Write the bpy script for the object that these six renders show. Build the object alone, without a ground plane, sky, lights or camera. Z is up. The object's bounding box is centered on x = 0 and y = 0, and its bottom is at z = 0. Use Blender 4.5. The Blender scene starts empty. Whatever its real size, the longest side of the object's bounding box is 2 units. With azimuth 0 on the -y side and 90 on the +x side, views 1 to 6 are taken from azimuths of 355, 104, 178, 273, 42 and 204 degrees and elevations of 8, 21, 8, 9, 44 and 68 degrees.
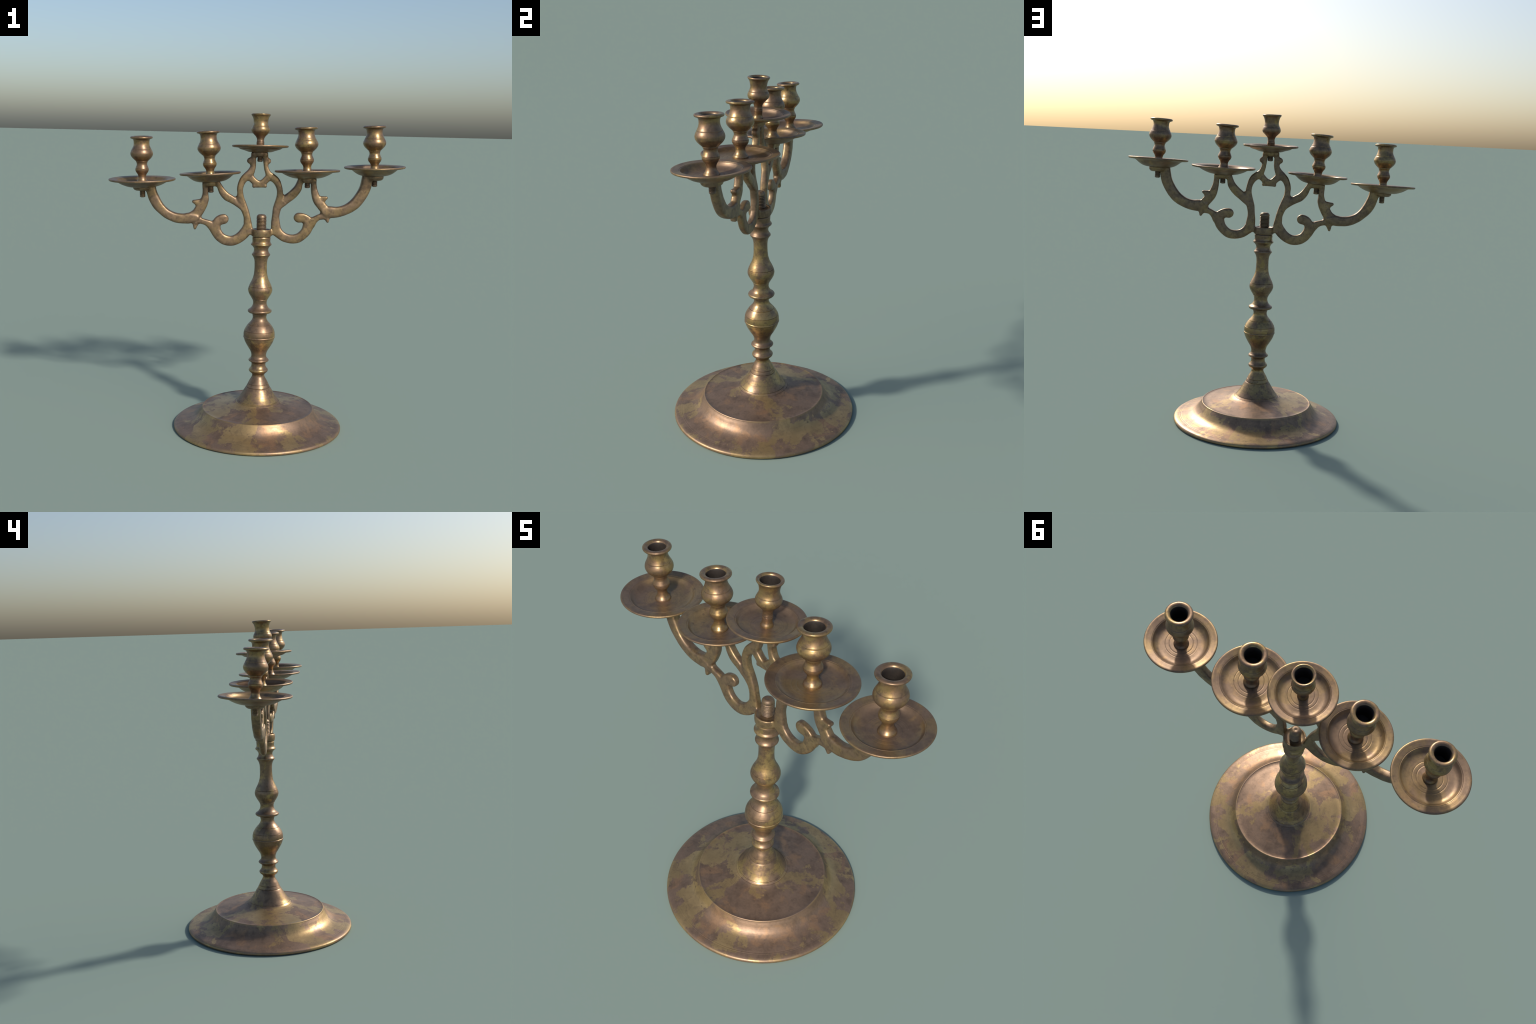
# Five-light turned brass candelabrum: dished foot, baluster stem, flat cast
# scrollwork bracket, five drip pans with candle cups, threaded studs.
import bpy, bmesh, math, random
from mathutils import Vector, Matrix, noise

random.seed(7)
STEM_X, STEM_Y = 0.0335, -0.002


# ------------------------------------------------------------------ helpers
def catmull(points, steps):
    """Centripetal-ish Catmull-Rom through tuples; a repeated point is a corner."""
    out = []
    n = len(points)
    for i in range(n - 1):
        p1, p2 = points[i], points[i + 1]
        if max(abs(a - b) for a, b in zip(p1, p2)) < 1e-9:
            continue
        p0 = points[i - 1] if i > 0 else p1
        p3 = points[i + 2] if i + 2 < n else p2
        d = [max(math.dist(a, b), 1e-9) for a, b in ((p0, p1), (p1, p2), (p2, p3))]
        for k in range(steps):
            t = k / steps
            vals = []
            for j in range(len(p1)):
                # finite-difference tangents, limited by segment length
                m1 = ((p1[j] - p0[j]) / d[0] + (p2[j] - p1[j]) / d[1]) / 2 if d[0] > 1e-8 else (p2[j] - p1[j]) / d[1]
                m2 = ((p2[j] - p1[j]) / d[1] + (p3[j] - p2[j]) / d[2]) / 2 if d[2] > 1e-8 else (p2[j] - p1[j]) / d[1]
                h = d[1]
                t2, t3 = t * t, t * t * t
                vals.append((2 * t3 - 3 * t2 + 1) * p1[j] + (t3 - 2 * t2 + t) * h * m1
                            + (-2 * t3 + 3 * t2) * p2[j] + (t3 - t2) * h * m2)
            out.append(tuple(vals))
    out.append(tuple(points[-1]))
    return out


def new_object(name, mesh, parent, material, location=(0, 0, 0), rotation=None):
    obj = bpy.data.objects.new(name, mesh)
    bpy.context.scene.collection.objects.link(obj)
    obj.parent = parent
    obj.location = location
    if rotation is not None:
        obj.rotation_euler = rotation
    if material and not mesh.materials:
        mesh.materials.append(material)
    return obj


def smooth(mesh, angle=42):
    for poly in mesh.polygons:
        poly.use_smooth = True
    mesh.set_sharp_from_angle(angle=math.radians(angle))


def lathe(name, profile, segments=128, steps=5, wobble=0.0, seed=0, grooves=()):
    """Turn a (radius, z) profile about z.  grooves = (arc index z or r, depth)
    are cut by small dips typed straight into the profile instead."""
    pts = catmull(profile, steps)
    bm = bmesh.new()
    rings = []
    for r, z in pts:
        r = max(r, 0.0)
        if r < 1e-5:
            rings.append([bm.verts.new((0, 0, z))])
            continue
        ring = []
        for i in range(segments):
            a = 2 * math.pi * i / segments
            c, s = math.cos(a), math.sin(a)
            dr = dz = 0.0
            if wobble:
                dr = wobble * r * 4 * noise.noise((c * 1.1 + seed * 3.1, s * 1.1, z * 6))
                dz = (0.0 if z < 0.02 and r > 0.4 else 1.0) * wobble * r * 3 * noise.noise((c * 1.4, s * 1.4 + seed * 5.7, 4.2))
            ring.append(bm.verts.new(((r + dr) * c, (r + dr) * s, z + dz)))
        rings.append(ring)
    for a, b in zip(rings[:-1], rings[1:]):
        if len(a) == 1 and len(b) == 1:
            continue
        for i in range(segments):
            j = (i + 1) % segments
            if len(a) == 1:
                bm.faces.new((a[0], b[j], b[i]))
            elif len(b) == 1:
                bm.faces.new((a[i], a[j], b[0]))
            else:
                bm.faces.new((a[i], a[j], b[j], b[i]))
    bmesh.ops.recalc_face_normals(bm, faces=bm.faces)
    mesh = bpy.data.meshes.new(name)
    bm.to_mesh(mesh)
    bm.free()
    smooth(mesh)
    return mesh


def groove(r0, z0, r1, z1, depth=0.0022):
    """Three profile points that nick a fine turned line into a slope."""
    mr, mz = (r0 + r1) / 2, (z0 + z1) / 2
    tr, tz = r1 - r0, z1 - z0
    length = math.hypot(tr, tz) or 1
    nr, nz = -tz / length, tr / length
    return [(r0, z0), (r0, z0), (mr + nr * depth, mz + nz * depth), (r1, z1), (r1, z1)]


# ---------------------------------------------------------------- materials
def brass(name, bright, tarnish, dark, patch_scale=5.0, coverage=0.5, edge=0.06,
          lathe_lines=0.0, rough=(0.36, 0.5), metallic=0.68, speck=0.5, bump=0.08,
          vary=True, tint=None, tint_range=(0.52, 0.66), mottle=0.35, worn=()):
    mat = bpy.data.materials.new(name)
    mat.use_nodes = True
    nt = mat.node_tree
    N, L = nt.nodes, nt.links
    bsdf = N["Principled BSDF"]

    def node(kind, **kw):
        n = N.new(kind)
        for k, v in kw.items():
            setattr(n, k, v)
        return n

    def math_node(op, a, b=None, c=None, clamp=False):
        n = node("ShaderNodeMath", operation=op, use_clamp=clamp)
        for i, v in enumerate((a, b, c)):
            if v is None:
                continue
            if isinstance(v, (int, float)):
                n.inputs[i].default_value = v
            else:
                L.new(v, n.inputs[i])
        return n.outputs[0]

    def noise_tex(vec, scale, detail=6, roughness=0.6, distortion=0.0):
        n = node("ShaderNodeTexNoise")
        n.inputs["Scale"].default_value = scale
        n.inputs["Detail"].default_value = detail
        n.inputs["Roughness"].default_value = roughness
        n.inputs["Distortion"].default_value = distortion
        L.new(vec, n.inputs["Vector"])
        return n.outputs["Fac"]

    def step(value, lo, hi):
        n = node("ShaderNodeMapRange", interpolation_type='SMOOTHSTEP')
        n.inputs["From Min"].default_value = lo
        n.inputs["From Max"].default_value = hi
        L.new(value, n.inputs["Value"])
        return n.outputs["Result"]

    def mix(fac, a, b):
        n = node("ShaderNodeMix", data_type='RGBA')
        if isinstance(fac, (int, float)):
            n.inputs["Factor"].default_value = fac
        else:
            L.new(fac, n.inputs["Factor"])
        for sock, v in ((n.inputs[6], a), (n.inputs[7], b)):
            if isinstance(v, tuple):
                sock.default_value = (*v, 1)
            else:
                L.new(v, sock)
        return n.outputs[2]

    coords = node("ShaderNodeTexCoord").outputs["Object"]
    if vary:
        info = node("ShaderNodeObjectInfo")
        off = node("ShaderNodeCombineXYZ")
        L.new(math_node('MULTIPLY', info.outputs["Random"], 17.0), off.inputs[0])
        L.new(math_node('MULTIPLY', info.outputs["Random"], 9.0), off.inputs[1])
        add = node("ShaderNodeVectorMath", operation='ADD')
        L.new(coords, add.inputs[0])
        L.new(off.outputs[0], add.inputs[1])
        vec = add.outputs[0]
    else:
        vec = coords

    big = noise_tex(vec, patch_scale, 9, 0.62, 0.35)
    fine = noise_tex(vec, patch_scale * 7, 6, 0.7, 0.2)
    field = math_node('ADD', big, math_node('MULTIPLY', math_node('SUBTRACT', fine, 0.5), 0.16))
    thr = 0.62 - 0.24 * coverage
    patch = step(field, thr - edge, thr + edge)                     # 1 = tarnished
    cloud = noise_tex(vec, patch_scale * 2.3, 5, 0.55)
    grain = noise_tex(vec, 85, 3, 0.6)
    col_bright = mix(step(cloud, 0.35, 0.68), tuple(c * 0.86 for c in bright), tuple(min(c * 1.10, 1) for c in bright))
    col_tarn = mix(step(cloud, 0.3, 0.7), tuple(c * 1.12 for c in tarnish), tuple(c * 0.85 for c in tarnish))
    if tint:
        warm = noise_tex(vec, patch_scale * 1.4 + 1.3, 5, 0.6, 0.4)
        col_tarn = mix(step(warm, *tint_range), col_tarn, tint)
    col = mix(patch, col_bright, col_tarn)
    mott = noise_tex(vec, patch_scale * 4.5, 7, 0.68, 0.3)
    col = mix(math_node('MULTIPLY', step(mott, 0.48, 0.64), mottle), col, dark)
    spots = node("ShaderNodeTexVoronoi")
    spots.inputs["Scale"].default_value = 26
    L.new(vec, spots.inputs["Vector"])
    spot_mask = math_node('MULTIPLY', math_node('SUBTRACT', 1.0, step(spots.outputs["Distance"], 0.10, 0.24)),
                          step(cloud, 0.50, 0.60))
    col = mix(math_node('MULTIPLY', spot_mask, speck), col, dark)
    col = mix(math_node('MULTIPLY', step(grain, 0.35, 0.75), 0.16), col, tuple(c * 0.6 for c in dark))

    height = math_node('ADD', math_node('MULTIPLY', grain, 0.5), fine)
    if lathe_lines:
        sep = node("ShaderNodeSeparateXYZ")
        L.new(coords, sep.inputs[0])
        rad = math_node('SQRT', math_node('ADD', math_node('POWER', sep.outputs[0], 2.0),
                                          math_node('POWER', sep.outputs[1], 2.0)))
        comb = node("ShaderNodeCombineXYZ")
        L.new(rad, comb.inputs[0])
        L.new(math_node('MULTIPLY', sep.outputs[0], 0.05), comb.inputs[1])
        L.new(sep.outputs[2], comb.inputs[2])
        turned = noise_tex(comb.outputs[0], 95, 3, 0.6)
        height = math_node('ADD', height, math_node('MULTIPLY', turned, 1.2))
        col = mix(math_node('MULTIPLY', step(turned, 0.50, 0.70), lathe_lines), col,
                  tuple(c * 0.9 for c in dark))
        for ring, width in worn:                  # handling has rubbed the edges back to metal
            dist = math_node('ABSOLUTE', math_node('SUBTRACT', rad, ring))
            near = math_node('SUBTRACT', 1.0, step(dist, width * 0.3, width))
            col = mix(math_node('MULTIPLY', math_node('MULTIPLY', near, 0.45), step(cloud, 0.42, 0.60)), col, bright)
    L.new(col, bsdf.inputs["Base Color"])
    bsdf.inputs["Metallic"].default_value = metallic
    r = node("ShaderNodeMapRange")
    r.inputs["To Min"].default_value = rough[0]
    r.inputs["To Max"].default_value = rough[1]
    L.new(math_node('ADD', math_node('MULTIPLY', patch, 0.65), math_node('MULTIPLY', mott, 0.35)), r.inputs["Value"])
    L.new(r.outputs[0], bsdf.inputs["Roughness"])
    b = node("ShaderNodeBump")
    b.inputs["Strength"].default_value = bump
    b.inputs["Distance"].default_value = 0.004
    L.new(height, b.inputs["Height"])
    L.new(b.outputs[0], bsdf.inputs["Normal"])
    return mat


BRIGHT = (0.415, 0.284, 0.130)
UMBER = (0.258, 0.170, 0.112)
DARK = (0.118, 0.080, 0.056)
COPPER = (0.350, 0.208, 0.115)

foot_brass = brass("tarnished_foot_brass", BRIGHT, UMBER, DARK, patch_scale=4.6, coverage=0.60,
                   edge=0.022, lathe_lines=0.10, tint=COPPER, tint_range=(0.53, 0.66), vary=False, mottle=0.32,
                   rough=(0.36, 0.47), worn=((0.537, 0.012), (0.3555, 0.006)))
stem_brass = brass("turned_stem_brass", (0.372, 0.256, 0.108), (0.240, 0.156, 0.094), DARK, patch_scale=7.5, coverage=0.62,
                   edge=0.05, lathe_lines=0.22, vary=False, mottle=0.55, rough=(0.27, 0.42))
cast_brass = brass("cast_scroll_brass", (0.300, 0.208, 0.106), (0.222, 0.152, 0.096), DARK, patch_scale=9,
                   coverage=0.55, edge=0.08, rough=(0.38, 0.48), vary=False, mottle=0.6)
pan_brass = brass("spun_pan_brass", (0.305, 0.205, 0.096), (0.225, 0.150, 0.096), DARK, patch_scale=4.5,
                  coverage=0.6, edge=0.08, lathe_lines=0.22, tint=(0.31, 0.198, 0.096), mottle=0.35, rough=(0.37, 0.49))
cup_brass = brass("turned_cup_brass", (0.340, 0.230, 0.096), (0.235, 0.150, 0.090), DARK, patch_scale=9,
                  coverage=0.55, edge=0.08, lathe_lines=0.12, tint=(0.295, 0.180, 0.090), mottle=0.55, rough=(0.27, 0.41))
screw_brass = brass("dull_screw_brass", (0.25, 0.175, 0.105), (0.17, 0.12, 0.085), DARK, patch_scale=20,
                    coverage=0.5, edge=0.1, rough=(0.42, 0.55))
socket_painted_shade = brass("shade_darkened_socket", (0.050, 0.040, 0.032), (0.034, 0.027, 0.023), (0.02, 0.017, 0.015), patch_scale=16,  # brass darkened to near black: the unlit depth of the socket, painted in
                    coverage=0.5, edge=0.15, rough=(0.55, 0.7), metallic=0.4)

# -------------------------------------------------------------- the thing
root = bpy.data.objects.new("candelabrum", None)
root.empty_display_size = 0.2
root["label"] = "tarnished brass five light candelabrum with scrolled flat arms"
root["category"] = "candelabrum"
bpy.context.scene.collection.objects.link(root)

# ------------------------------------------------------------------- foot
foot_profile = (
    [(0.0, 0.006), (0.30, 0.006), (0.50, 0.004), (0.515, 0.0008), (0.530, 0.0008),
     (0.5375, 0.0035), (0.539, 0.010), (0.5365, 0.0175), (0.530, 0.0225)]
    + [(0.505, 0.0294), (0.501, 0.0300), (0.497, 0.0312), (0.493, 0.0317), (0.489, 0.0328)]
    + [(0.470, 0.0372), (0.440, 0.0448), (0.415, 0.0545), (0.395, 0.068), (0.379, 0.086),
       (0.3675, 0.105), (0.3605, 0.1165), (0.3590, 0.1195), (0.3575, 0.1235), (0.3550, 0.1258), (0.3515, 0.1260), (0.347, 0.1247),
       (0.30, 0.1300), (0.25, 0.1370), (0.205, 0.1455), (0.178, 0.1510), (0.158, 0.1570)]
    + groove(0.1460, 0.1625, 0.1440, 0.1638, 0.0012)
    + [(0.139, 0.1675), (0.134, 0.1715)]
)
# ------------------------------------------------------------------- stem
stem_profile = (
    [(0.1390, 0.1676)] + groove(0.1335, 0.1730, 0.1320, 0.1748, 0.0012)
    + [(0.1170, 0.1940), (0.0995, 0.222), (0.0870, 0.2435), (0.0778, 0.258)]
    + groove(0.0755, 0.2605, 0.0745, 0.2635, 0.002)
    + [(0.068, 0.277)] + groove(0.066, 0.2810, 0.065, 0.2840, 0.0018)
    + [(0.0545, 0.305), (0.045, 0.321), (0.0395, 0.336), (0.0405, 0.345), (0.0475, 0.354),
       (0.056, 0.361), (0.0600, 0.3665), (0.0615, 0.372), (0.0598, 0.378), (0.0535, 0.385),
       (0.047, 0.396), (0.0448, 0.410), (0.0468, 0.420), (0.052, 0.4265), (0.0620, 0.4325),
       (0.0650, 0.4380), (0.0620, 0.4435), (0.055, 0.450), (0.049, 0.459), (0.0475, 0.469),
       (0.049, 0.481), (0.0545, 0.498), (0.066, 0.517), (0.0785, 0.538), (0.090, 0.560),
       (0.0962, 0.578), (0.0985, 0.587)]
    + [(0.0985, 0.587), (0.1008, 0.589), (0.1015, 0.5925), (0.1005, 0.596), (0.0985, 0.598), (0.0985, 0.598)]
    + [(0.1000, 0.606), (0.0985, 0.622)] + groove(0.0965, 0.631, 0.0955, 0.634, 0.0015)
    + [(0.0915, 0.643), (0.080, 0.662)] + groove(0.0725, 0.672, 0.0705, 0.6745, 0.0018)
    + [(0.060, 0.686), (0.050, 0.699), (0.0445, 0.712), (0.0435, 0.723), (0.0465, 0.736),
       (0.0485, 0.742), (0.055, 0.7465), (0.0690, 0.7495), (0.0745, 0.7545), (0.0762, 0.7605),
       (0.0740, 0.7660), (0.0665, 0.7715), (0.056, 0.780), (0.048, 0.793), (0.0435, 0.808),
       (0.0440, 0.820), (0.0465, 0.830)]
    + groove(0.0485, 0.834, 0.0500, 0.837, 0.0015)
    + [(0.0575, 0.850), (0.0680, 0.867), (0.0750, 0.883), (0.0772, 0.897), (0.0755, 0.908)]
    + groove(0.0730, 0.917, 0.0718, 0.920, 0.0018)
    + [(0.0655, 0.935), (0.057, 0.952), (0.0495, 0.970), (0.0440, 0.989), (0.0412, 1.008),
       (0.0396, 1.038), (0.0398, 1.068), (0.0412, 1.085), (0.0455, 1.100), (0.0515, 1.1115),
       (0.0550, 1.1165)]
    + [(0.0550, 1.1165), (0.0575, 1.1190), (0.0582, 1.1230), (0.0565, 1.1275), (0.0505, 1.1350),
       (0.0460, 1.1460), (0.0450, 1.1560), (0.0480, 1.1655), (0.0535, 1.1735), (0.0590, 1.1795)]
    + [(0.0590, 1.1795), (0.0640, 1.1835), (0.0655, 1.1880), (0.0630, 1.1935), (0.0585, 1.1995),
       (0.0565, 1.2080), (0.0570, 1.2190), (0.0580, 1.2300), (0.0580, 1.2300), (0.0560, 1.2345),
       (0.0560, 1.2345), (0.0, 1.2345)]
)
foot_mesh = lathe("foot", foot_profile, segments=192, steps=4, wobble=0.0009, seed=1)
new_object("foot", foot_mesh, root, foot_brass, (0.0335, 0.0, 0.0))
stem_mesh = lathe("stem", stem_profile, segments=128, steps=4)
new_object("stem", stem_mesh, root, stem_brass, (STEM_X, STEM_Y, 0.0))


# ------------------------------------------------- threaded studs (screws)
def threaded_stud(name, radius, z0, z_thread0, z_thread1, z_top, turns, dome):
    prof = [(0.0, z0), (radius * 0.92, z0), (radius * 0.92, z0)]
    pitch = (z_thread1 - z_thread0) / turns
    for k in range(turns):
        z = z_thread0 + k * pitch
        prof += [(radius * 0.86, z), (radius * 1.0, z + pitch * 0.38), (radius * 1.0, z + pitch * 0.62)]
    prof += [(radius * 0.90, z_thread1), (radius * 0.97, z_thread1 + pitch * 0.4)]
    prof += [(radius * 0.97, z_top - dome), (radius * 0.86, z_top - dome * 0.45),
             (radius * 0.62, z_top - dome * 0.08), (radius * 0.35, z_top), (0.0, z_top - dome * 0.15)]
    return lathe(name, prof, segments=40, steps=3)


stud_mesh = threaded_stud("threaded_stud", 0.032, 1.24, 1.282, 1.352, 1.377, 8, 0.018)
new_object("threaded_stud", stud_mesh, root, screw_brass, (STEM_X - 0.002, STEM_Y, 0.0))

# ------------------------------------------------------- scroll bracket
# Spines of the cast scrollwork in the bracket's plane: (x, z, half width).
LEFT, RIGHT = -0.018, -0.087          # the two halves are bent out of true


def plane_y(x):
    far_left = -0.013 * min(x + 0.20, 0.0)        # the left outer arm is bent a little more
    return STEM_Y + (LEFT if x < STEM_X else RIGHT) * (x - STEM_X) + far_left


def crown_lean(x, z):
    """The heart-shaped crown under the middle pan tips towards -y."""
    t = min(max((z - 1.42) / 0.14, 0.0), 1.0)
    return -0.009 * t * t * (3 - 2 * t) if -0.13 < x < 0.17 else 0.0


STROKES = [  # (half depth, rounded end, spine)
    # left outer arm, leg, spurs
    (0.0265, 'soft', [(-0.665, 1.540, 0.034), (-0.661, 1.529, 0.034), (-0.655, 1.510, 0.032), (-0.640, 1.468, 0.033), (-0.616, 1.425, 0.032), (-0.584, 1.391, 0.029), (-0.549, 1.365, 0.029), (-0.503, 1.347, 0.030), (-0.456, 1.343, 0.031), (-0.415, 1.347, 0.033), (-0.388, 1.349, 0.026)]),
    (0.0215, 'soft', [(-0.322, 1.572, 0.020), (-0.322, 1.556, 0.020), (-0.322, 1.530, 0.018), (-0.322, 1.502, 0.018), (-0.325, 1.467, 0.024), (-0.334, 1.439, 0.027), (-0.350, 1.410, 0.030), (-0.361, 1.385, 0.027), (-0.371, 1.360, 0.022), (-0.377, 1.332, 0.019)]),
    (0.0180, True, [(-0.345, 1.440, 0.026), (-0.366, 1.443, 0.022), (-0.383, 1.447, 0.015), (-0.394, 1.450, 0.010)]),
    (0.0175, True, [(-0.377, 1.335, 0.026), (-0.381, 1.312, 0.018), (-0.384, 1.295, 0.012), (-0.385, 1.284, 0.008)]),
    (0.0195, 'soft', [(-0.375, 1.338, 0.025), (-0.340, 1.328, 0.018), (-0.313, 1.320, 0.019), (-0.289, 1.306, 0.025), (-0.266, 1.287, 0.032)]),
    (0.0215, 'soft', [(-0.402, 1.360, 0.028), (-0.380, 1.384, 0.021), (-0.366, 1.408, 0.020)]),
    # left scroll and its curled tip
    (0.0195, 'soft', [(-0.259, 1.281, 0.035), (-0.245, 1.254, 0.032), (-0.223, 1.228, 0.031), (-0.192, 1.211, 0.032), (-0.157, 1.207, 0.031), (-0.121, 1.218, 0.031), (-0.092, 1.239, 0.032), (-0.070, 1.266, 0.033), (-0.060, 1.300, 0.024)]),
    (0.0195, True, [(-0.255, 1.282, 0.032), (-0.253, 1.308, 0.028), (-0.239, 1.331, 0.029), (-0.221, 1.340, 0.031), (-0.206, 1.343, 0.031)]),
    # left upright, shoulder knob, branch to the inner pan
    (0.0200, False, [(-0.046, 1.250, 0.024), (-0.050, 1.286, 0.026), (-0.055, 1.319, 0.025), (-0.061, 1.362, 0.021), (-0.077, 1.408, 0.023), (-0.095, 1.444, 0.027), (-0.105, 1.481, 0.023), (-0.106, 1.506, 0.019), (-0.107, 1.543, 0.019), (-0.092, 1.586, 0.022), (-0.066, 1.615, 0.024), (-0.046, 1.635, 0.023), (-0.031, 1.669, 0.018), (-0.028, 1.697, 0.016), (-0.028, 1.727, 0.015), (-0.028, 1.760, 0.016)]),
    (0.0185, True, [(-0.032, 1.708, 0.020), (-0.049, 1.710, 0.019)]),
    (0.0205, 'soft', [(-0.256, 1.582, 0.018), (-0.248, 1.567, 0.018), (-0.238, 1.553, 0.017), (-0.216, 1.514, 0.022), (-0.188, 1.484, 0.025), (-0.157, 1.467, 0.024), (-0.128, 1.447, 0.020), (-0.100, 1.420, 0.014), (-0.086, 1.400, 0.009)]),
    # heart-shaped tie between the uprights
    (0.0185, False, [(-0.043, 1.605, 0.021), (-0.014, 1.578, 0.020), (0.013, 1.564, 0.019)]),
    (0.0185, False, [(0.066, 1.607, 0.021), (0.038, 1.579, 0.020), (0.013, 1.564, 0.019)]),
    (0.0175, True, [(0.013, 1.559, 0.015), (-0.019, 1.556, 0.013), (-0.022, 1.552, 0.010)]),
    (0.0175, True, [(0.013, 1.559, 0.015), (0.045, 1.558, 0.013), (0.049, 1.554, 0.010)]),
    # right upright, shoulder knob, branch
    (0.0200, False, [(0.118, 1.250, 0.027), (0.122, 1.291, 0.030), (0.119, 1.329, 0.027), (0.119, 1.368, 0.022), (0.126, 1.418, 0.025), (0.138, 1.456, 0.026), (0.142, 1.505, 0.019), (0.136, 1.548, 0.018), (0.116, 1.589, 0.022), (0.085, 1.615, 0.023), (0.069, 1.629, 0.019), (0.055, 1.660, 0.015), (0.050, 1.685, 0.014), (0.048, 1.713, 0.016), (0.046, 1.735, 0.017), (0.045, 1.760, 0.017)]),
    (0.0185, True, [(0.048, 1.707, 0.020), (0.063, 1.710, 0.018)]),
    (0.0205, 'soft', [(0.277, 1.618, 0.019), (0.272, 1.604, 0.019), (0.264, 1.580, 0.019), (0.251, 1.542, 0.024), (0.220, 1.505, 0.027), (0.183, 1.474, 0.026), (0.158, 1.447, 0.021), (0.138, 1.420, 0.012)]),
    # right leg, spurs, outer arm
    (0.0215, 'soft', [(0.350, 1.616, 0.017), (0.350, 1.575, 0.017), (0.353, 1.543, 0.019), (0.361, 1.510, 0.023), (0.375, 1.475, 0.026), (0.400, 1.444, 0.029), (0.423, 1.414, 0.028), (0.433, 1.392, 0.022)]),
    (0.0180, True, [(0.385, 1.468, 0.027), (0.404, 1.477, 0.023), (0.419, 1.484, 0.016), (0.430, 1.489, 0.010)]),
    (0.0175, True, [(0.433, 1.385, 0.026), (0.438, 1.364, 0.018), (0.442, 1.350, 0.012), (0.444, 1.341, 0.008)]),
    (0.0245, 'soft', [(0.683, 1.630, 0.033), (0.679, 1.597, 0.034), (0.670, 1.555, 0.034), (0.641, 1.496, 0.034), (0.602, 1.448, 0.033), (0.550, 1.416, 0.031), (0.497, 1.401, 0.033), (0.462, 1.400, 0.036), (0.436, 1.403, 0.034)]),
    (0.0195, 'soft', [(0.437, 1.379, 0.025), (0.415, 1.374, 0.021), (0.387, 1.366, 0.018), (0.364, 1.351, 0.021), (0.342, 1.332, 0.032), (0.330, 1.318, 0.034)]),
    # cross bars that carry the three inner pans
    (0.0285, True, [(-0.262, 1.562, 0.016), (-0.300, 1.560, 0.016), (-0.326, 1.560, 0.015)]),
    (0.0285, True, [(0.002, 1.752, 0.018), (-0.022, 1.752, 0.018)]),
    (0.0285, True, [(0.020, 1.752, 0.018), (0.042, 1.752, 0.018)]),
    (0.0285, True, [(0.278, 1.597, 0.016), (0.320, 1.597, 0.016), (0.352, 1.597, 0.015)]),
    # right scroll and its curled tip
    (0.0195, 'soft', [(0.329, 1.323, 0.037), (0.324, 1.309, 0.034), (0.312, 1.279, 0.031), (0.290, 1.252, 0.029), (0.260, 1.231, 0.029), (0.218, 1.225, 0.028), (0.177, 1.235, 0.028), (0.147, 1.255, 0.029), (0.128, 1.276, 0.033), (0.120, 1.310, 0.024)]),
    (0.0195, True, [(0.327, 1.323, 0.033), (0.321, 1.342, 0.029), (0.301, 1.357, 0.028), (0.281, 1.361, 0.030), (0.264, 1.361, 0.031)]),
]


def sweep(bm, half_depth, rounded, spine):
    pts = catmull(spine, 8)
    grow = 0.0005                                 # the fusing below eats this much
    half_depth += grow
    pts = [(x, z, w + grow, half_depth) for x, z, w in pts]
    if rounded:                                   # round the free end off
        (xa, za, _, _), (xb, zb, w, _) = pts[-2], pts[-1]
        d = math.hypot(xb - xa, zb - za)
        tx, tz = (xb - xa) / d, (zb - za) / d
        for k in range(1, 10):
            a = math.pi / 2 * k / 9.5
            pts.append((xb + tx * w * math.sin(a), zb + tz * w * math.sin(a), w * math.cos(a),
                        half_depth * (1.0 if rounded == 'soft' else 0.45 + 0.55 * math.cos(a))))
    rings = []
    n = 28
    for i, (x, z, w, hd) in enumerate(pts):
        x0, z0 = pts[max(i - 1, 0)][:2]
        x1, z1 = pts[min(i + 1, len(pts) - 1)][:2]
        d = math.hypot(x1 - x0, z1 - z0) or 1
        nx, nz = -(z1 - z0) / d, (x1 - x0) / d
        ring = []
        for k in range(n):
            a = 2 * math.pi * k / n
            c, s = math.cos(a), math.sin(a)
            e = 2 / 3.6                           # superellipse: soft-edged bar
            u = math.copysign(abs(c) ** e, c) * w
            v = math.copysign(abs(s) ** e, s) * hd
            px, pz = x + nx * u, z + nz * u
            ring.append(bm.verts.new((px, plane_y(x) + crown_lean(x, z) + v, pz)))
        rings.append(ring)
    for a, b in zip(rings[:-1], rings[1:]):
        for k in range(n):
            j = (k + 1) % n
            bm.faces.new((a[k], a[j], b[j], b[k]))
    bm.faces.new(rings[0])
    bm.faces.new(rings[-1])


def add_lathe(bm, profile, centre, tilt=(0, 0), segments=48, steps=3):
    mesh = lathe("tmp", profile, segments=segments, steps=steps)
    mat = Matrix.Translation(centre) @ Vector((tilt[0], tilt[1], 1)).to_track_quat('Z', 'Y').to_matrix().to_4x4()
    mesh.transform(mat)
    bm.from_mesh(mesh)
    bpy.data.meshes.remove(mesh)


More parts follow.
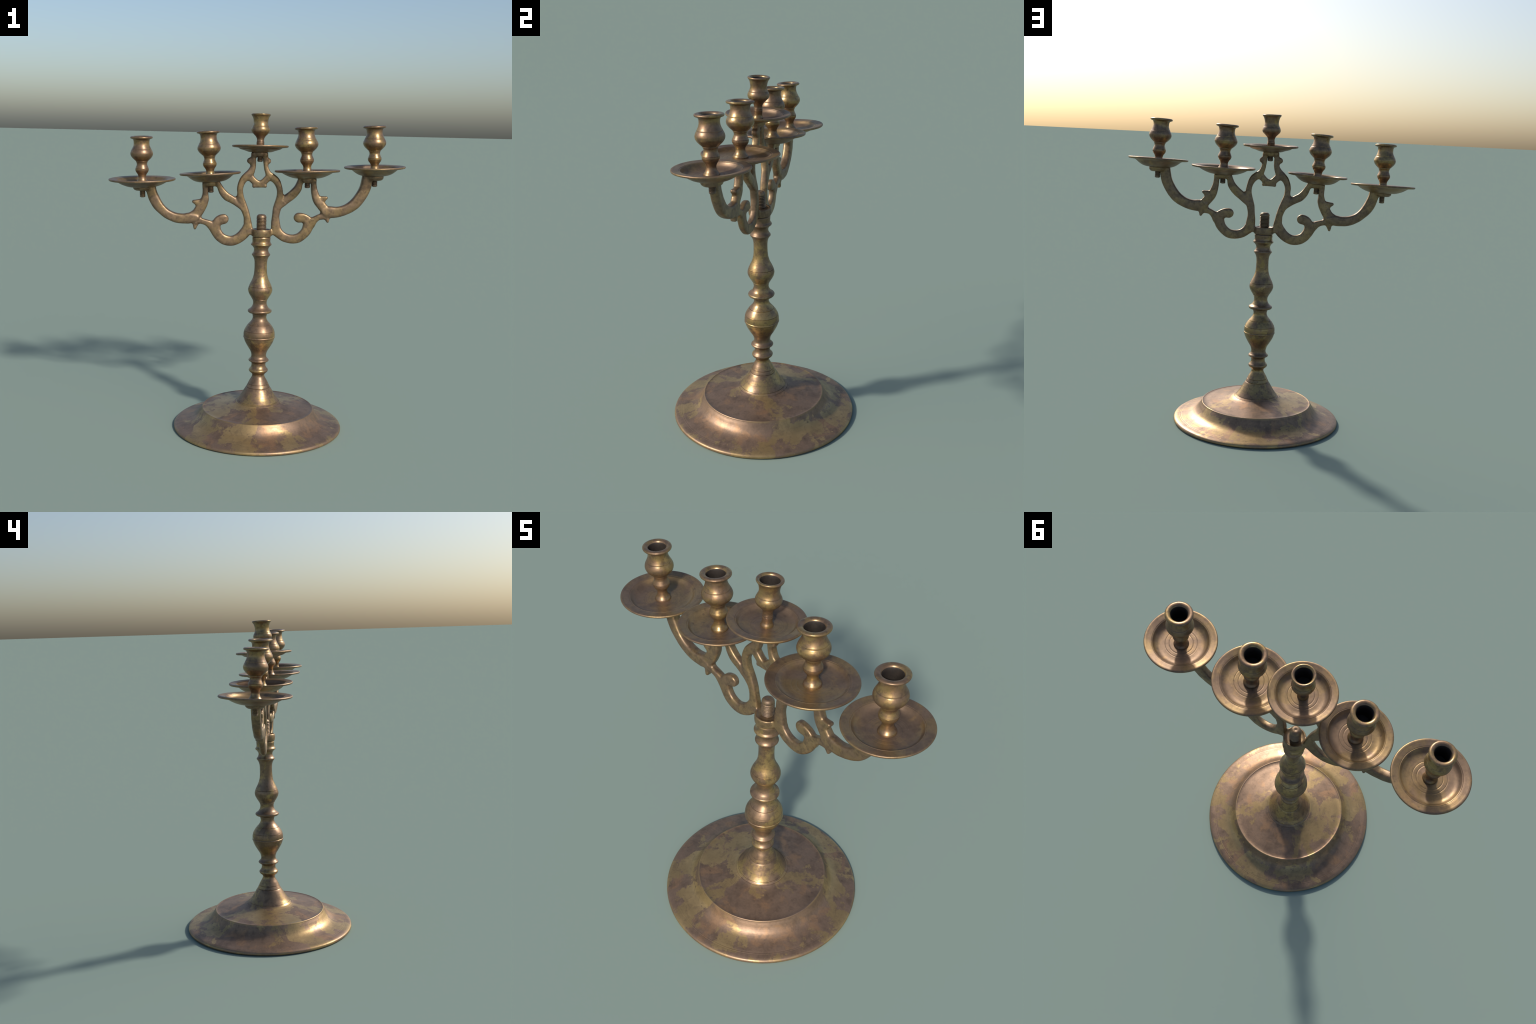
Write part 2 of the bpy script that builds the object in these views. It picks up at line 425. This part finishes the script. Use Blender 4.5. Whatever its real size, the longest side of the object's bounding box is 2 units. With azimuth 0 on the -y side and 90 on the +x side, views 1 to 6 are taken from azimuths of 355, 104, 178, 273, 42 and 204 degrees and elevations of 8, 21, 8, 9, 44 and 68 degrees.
# pans: centre of rim circle, rim radius, axis tilt (dx, dy per unit z), boss
# radius, heights below the rim of: pan floor, pan underside, boss bottom, screw end;
# centre of the candle-cup rim
PANS = [
    ((-0.7129, 0.0129, 1.5822), 0.2053, (-0.0255, -0.036), 0.057, 0.0235, 0.047, 0.068, 0.112, (-0.7177, 0.0015, 1.8401), 0.0692),
    ((-0.2942, -0.0011, 1.6272), 0.1907, (-0.0568, 0.0038), 0.044, 0.028, 0.053, 0.080, 0.120, (-0.3097, -0.0053, 1.8821), 0.0720),
    ((0.0128, -0.0091, 1.8006), 0.1751, (-0.0028, 0.0291), 0.042, 0.0255, 0.038, 0.065, 0.097, (0.0142, -0.0006, 1.9930), 0.0595),
    ((0.3079, -0.0303, 1.6535), 0.2039, (-0.0266, 0.0178), 0.044, 0.0195, 0.046, 0.073, 0.106, (0.2934, -0.0298, 1.9179), 0.0725),
    ((0.7263, -0.0580, 1.6848), 0.1904, (-0.0320, -0.024), 0.056, 0.029, 0.053, 0.080, 0.121, (0.7136, -0.0627, 1.9355), 0.0708),
]

bm = bmesh.new()
for half_depth, rounded, spine in STROKES:
    sweep(bm, half_depth, rounded, spine)
for (cx, cy, cz), rim, tilt, boss, floor, under, bottom, end, cup, cup_r in PANS:
    top, low = -under + 0.002, -bottom
    add_lathe(bm, [(0, low), (boss * 0.72, low), (boss * 0.90, low + 0.006), (boss, (top + low) / 2 + 0.002),
                   (boss, top), (boss, top), (0, top)], (cx, cy, cz), tilt)
# collar that drops over the stud: open cup
add_lathe(bm, [(0, 1.237), (0.058, 1.237), (0.0615, 1.240), (0.063, 1.246), (0.063, 1.277), (0.0605, 1.283),
               (0.056, 1.284), (0.051, 1.280), (0.0480, 1.2785), (0.0455, 1.2770), (0.0455, 1.2770), (0, 1.2770)],
          (STEM_X, STEM_Y, 0), segments=64)
bmesh.ops.recalc_face_normals(bm, faces=bm.faces)
bracket_mesh = bpy.data.meshes.new("scroll_bracket")
bm.to_mesh(bracket_mesh)
bm.free()
bracket = new_object("scroll_bracket", bracket_mesh, root, cast_brass)
def fuse(voxel):
    m = bracket.modifiers.new("fuse", 'REMESH')
    m.mode = 'VOXEL'
    m.voxel_size = voxel


def swell(amount):
    m = bracket.modifiers.new("swell", 'DISPLACE')
    m.mid_level = 0.0
    m.strength = amount


def relax(count):
    m = bracket.modifiers.new("relax", 'SMOOTH')
    m.factor = 0.5
    m.iterations = count


# fuse the bars; swelling and shrinking again fills the inner corners
fuse(0.0028)
relax(2)
swell(0.0065)
fuse(0.0028)
relax(3)
swell(-0.0065)
relax(3)
dg = bpy.context.evaluated_depsgraph_get()
fused = bpy.data.meshes.new_from_object(bracket.evaluated_get(dg))
fused.name = "scroll_bracket"
bracket.modifiers.clear()
bracket.data = fused
bpy.data.meshes.remove(bracket_mesh)
fused.materials.clear()
fused.materials.append(cast_brass)
normals = [v.normal.copy() for v in fused.vertices]
for v, nrm in zip(fused.vertices, normals):       # hand-filed unevenness
    v.co += nrm * (noise.noise(v.co * 14) * 0.0014 + noise.noise(v.co * 40) * 0.0005)
for poly in fused.polygons:
    poly.use_smooth = True


# ------------------------------------------------- drip pans, cups, screws
def pan_profile(R, floor, under):
    """Flat-lipped dish, turned lines inside, thick floor."""
    t, f = -under, -floor
    return ([(0, t), (R * 0.30, t), (R * 0.41, t + 0.0022), (R * 0.53, t + 0.0095), (R * 0.645, t * 0.52 - 0.003),
             (R * 0.725, -0.0180), (R * 0.775, -0.0120), (R * 0.86, -0.0095), (R * 0.955, -0.0075),
             (R * 0.985, -0.0055), (R, 0.0), (R * 0.990, 0.0045), (R * 0.968, 0.0058),
             (R * 0.90, 0.0042), (R * 0.81, 0.0015)]
            + groove(R * 0.795, 0.0008, R * 0.780, 0.0002, 0.0012)
            + [(R * 0.765, -0.0012), (R * 0.74, f * 0.27), (R * 0.695, f * 0.62), (R * 0.63, f * 0.86),
               (R * 0.54, f * 0.96)]
            + groove(R * 0.440, f * 0.985, R * 0.431, f * 0.985, 0.0003)
            + groove(R * 0.332, f, R * 0.325, f, 0.00025)
            + [(R * 0.20, f), (0, f)])


def cup_profile(h, k):
    """Candle cup from rim (z = 0) down to its foot at z = -h, radius factor k."""
    body = [(0.0, -0.100), (0.038, -0.100), (0.038, -0.100), (0.0405, -0.060), (0.0412, -0.013), (0.0435, -0.003),
            (0.049, 0.0035), (0.058, 0.0058), (0.066, 0.0046), (0.0706, 0.0008), (0.0708, -0.0045), (0.0680, -0.0080),
            (0.0605, -0.0105), (0.0548, -0.0135), (0.0515, -0.0190), (0.0495, -0.0300), (0.0500, -0.0430), (0.0548, -0.0590)]
    body += groove(0.0610, -0.0715, 0.0622, -0.0740, -0.0008)
    body += [(0.0685, -0.0870), (0.0712, -0.0990), (0.0690, -0.1120), (0.0610, -0.1250), (0.0490, -0.1370)]
    body += groove(0.0395, -0.1455, 0.0380, -0.1480, -0.0012)
    body += [(0.0335, -0.1580), (0.0330, -0.1680), (0.0370, -0.1790), (0.0408, -0.1880)]
    body += groove(0.0418, -0.1905, 0.0424, -0.1930, -0.0012)
    body += [(0.0425, -0.2010), (0.0385, -0.2120), (0.0305, -0.2230), (0.0252, -0.2350), (0.0247, -0.2450),
             (0.0290, -0.2600), (0.0345, -0.2685), (0.0385, -0.2740), (0.0405, -0.2800), (0.0400, -h), (0.0400, -h), (0, -h)]
    return [(r * k, z) for r, z in body]


def small_cup_profile(h, k):
    body = [(0.0, -0.090), (0.036, -0.090), (0.036, -0.090), (0.0400, -0.045), (0.0412, -0.012), (0.0440, -0.001),
            (0.049, 0.0035), (0.0555, 0.0045), (0.0595, 0.0015), (0.0595, -0.0030), (0.0560, -0.0080), (0.0510, -0.0160),
            (0.0465, -0.0310), (0.0445, -0.0480), (0.0470, -0.0620)]
    body += groove(0.0505, -0.0705, 0.0520, -0.0730, -0.0008)
    body += [(0.0568, -0.0840), (0.0582, -0.0950), (0.0555, -0.1060), (0.0430, -0.1200), (0.0300, -0.1335),
             (0.0235, -0.1460), (0.0222, -0.1560)]
    body += groove(0.0232, -0.1630, 0.0236, -0.1655, -0.0012) + groove(0.0242, -0.1720, 0.0244, -0.1745, -0.0012)
    body += [(0.0236, -0.1830), (0.0225, -0.1920), (0.0235, -0.2010), (0.0270, -0.2090), (0.0290, -0.2150),
             (0.0285, -h), (0.0285, -h), (0, -h)]
    return [(r * k, z) for r, z in body]


for i, ((cx, cy, cz), rim, tilt, boss, floor, under, bottom, end, cup, cup_r) in enumerate(PANS):
    axis = Vector((tilt[0], tilt[1], 1)).normalized()
    rot = axis.to_track_quat('Z', 'Y').to_euler()
    pan = lathe("drip_pan", pan_profile(rim, floor, under), segments=128, steps=4, wobble=0.0022, seed=i + 2)
    new_object("drip_pan", pan, root, pan_brass, (cx, cy, cz), rot)
    # the cup stands on the pan floor and leans its own way
    foot = Vector((cx, cy, cz)) - axis * (floor + 0.002)
    top = Vector(cup)
    lean = (top - foot)
    h = lean.length
    prof = small_cup_profile(h, cup_r / 0.0595) if i == 2 else cup_profile(h, cup_r / 0.0712)
    cup_mesh = lathe("candle_cup", prof, segments=96, steps=4, wobble=0.0012, seed=i + 11)
    cup_mesh.materials.append(cup_brass)
    cup_mesh.materials.append(socket_painted_shade)
    for poly in cup_mesh.polygons:
        c, nrm = poly.center, poly.normal
        if c.z > -0.104 and (c.x * nrm.x + c.y * nrm.y < -0.025 or (nrm.z > 0.9 and c.z < -0.06)) and c.z < -0.004:
            poly.material_index = 1
    new_object("candle_cup", cup_mesh, root, cup_brass, top, lean.normalized().to_track_quat('Z', 'Y').to_euler())
    # threaded end of the cup's spigot below the boss, domed side down
    length = end - bottom
    screw = threaded_stud("screw", 0.0175, -0.012, 0.002, length - 0.012, length, 5, 0.006)
    base = Vector((cx, cy, cz)) - axis * bottom
    new_object("screw", screw, root, screw_brass, base, (-axis).to_track_quat('Z', 'Y').to_euler())
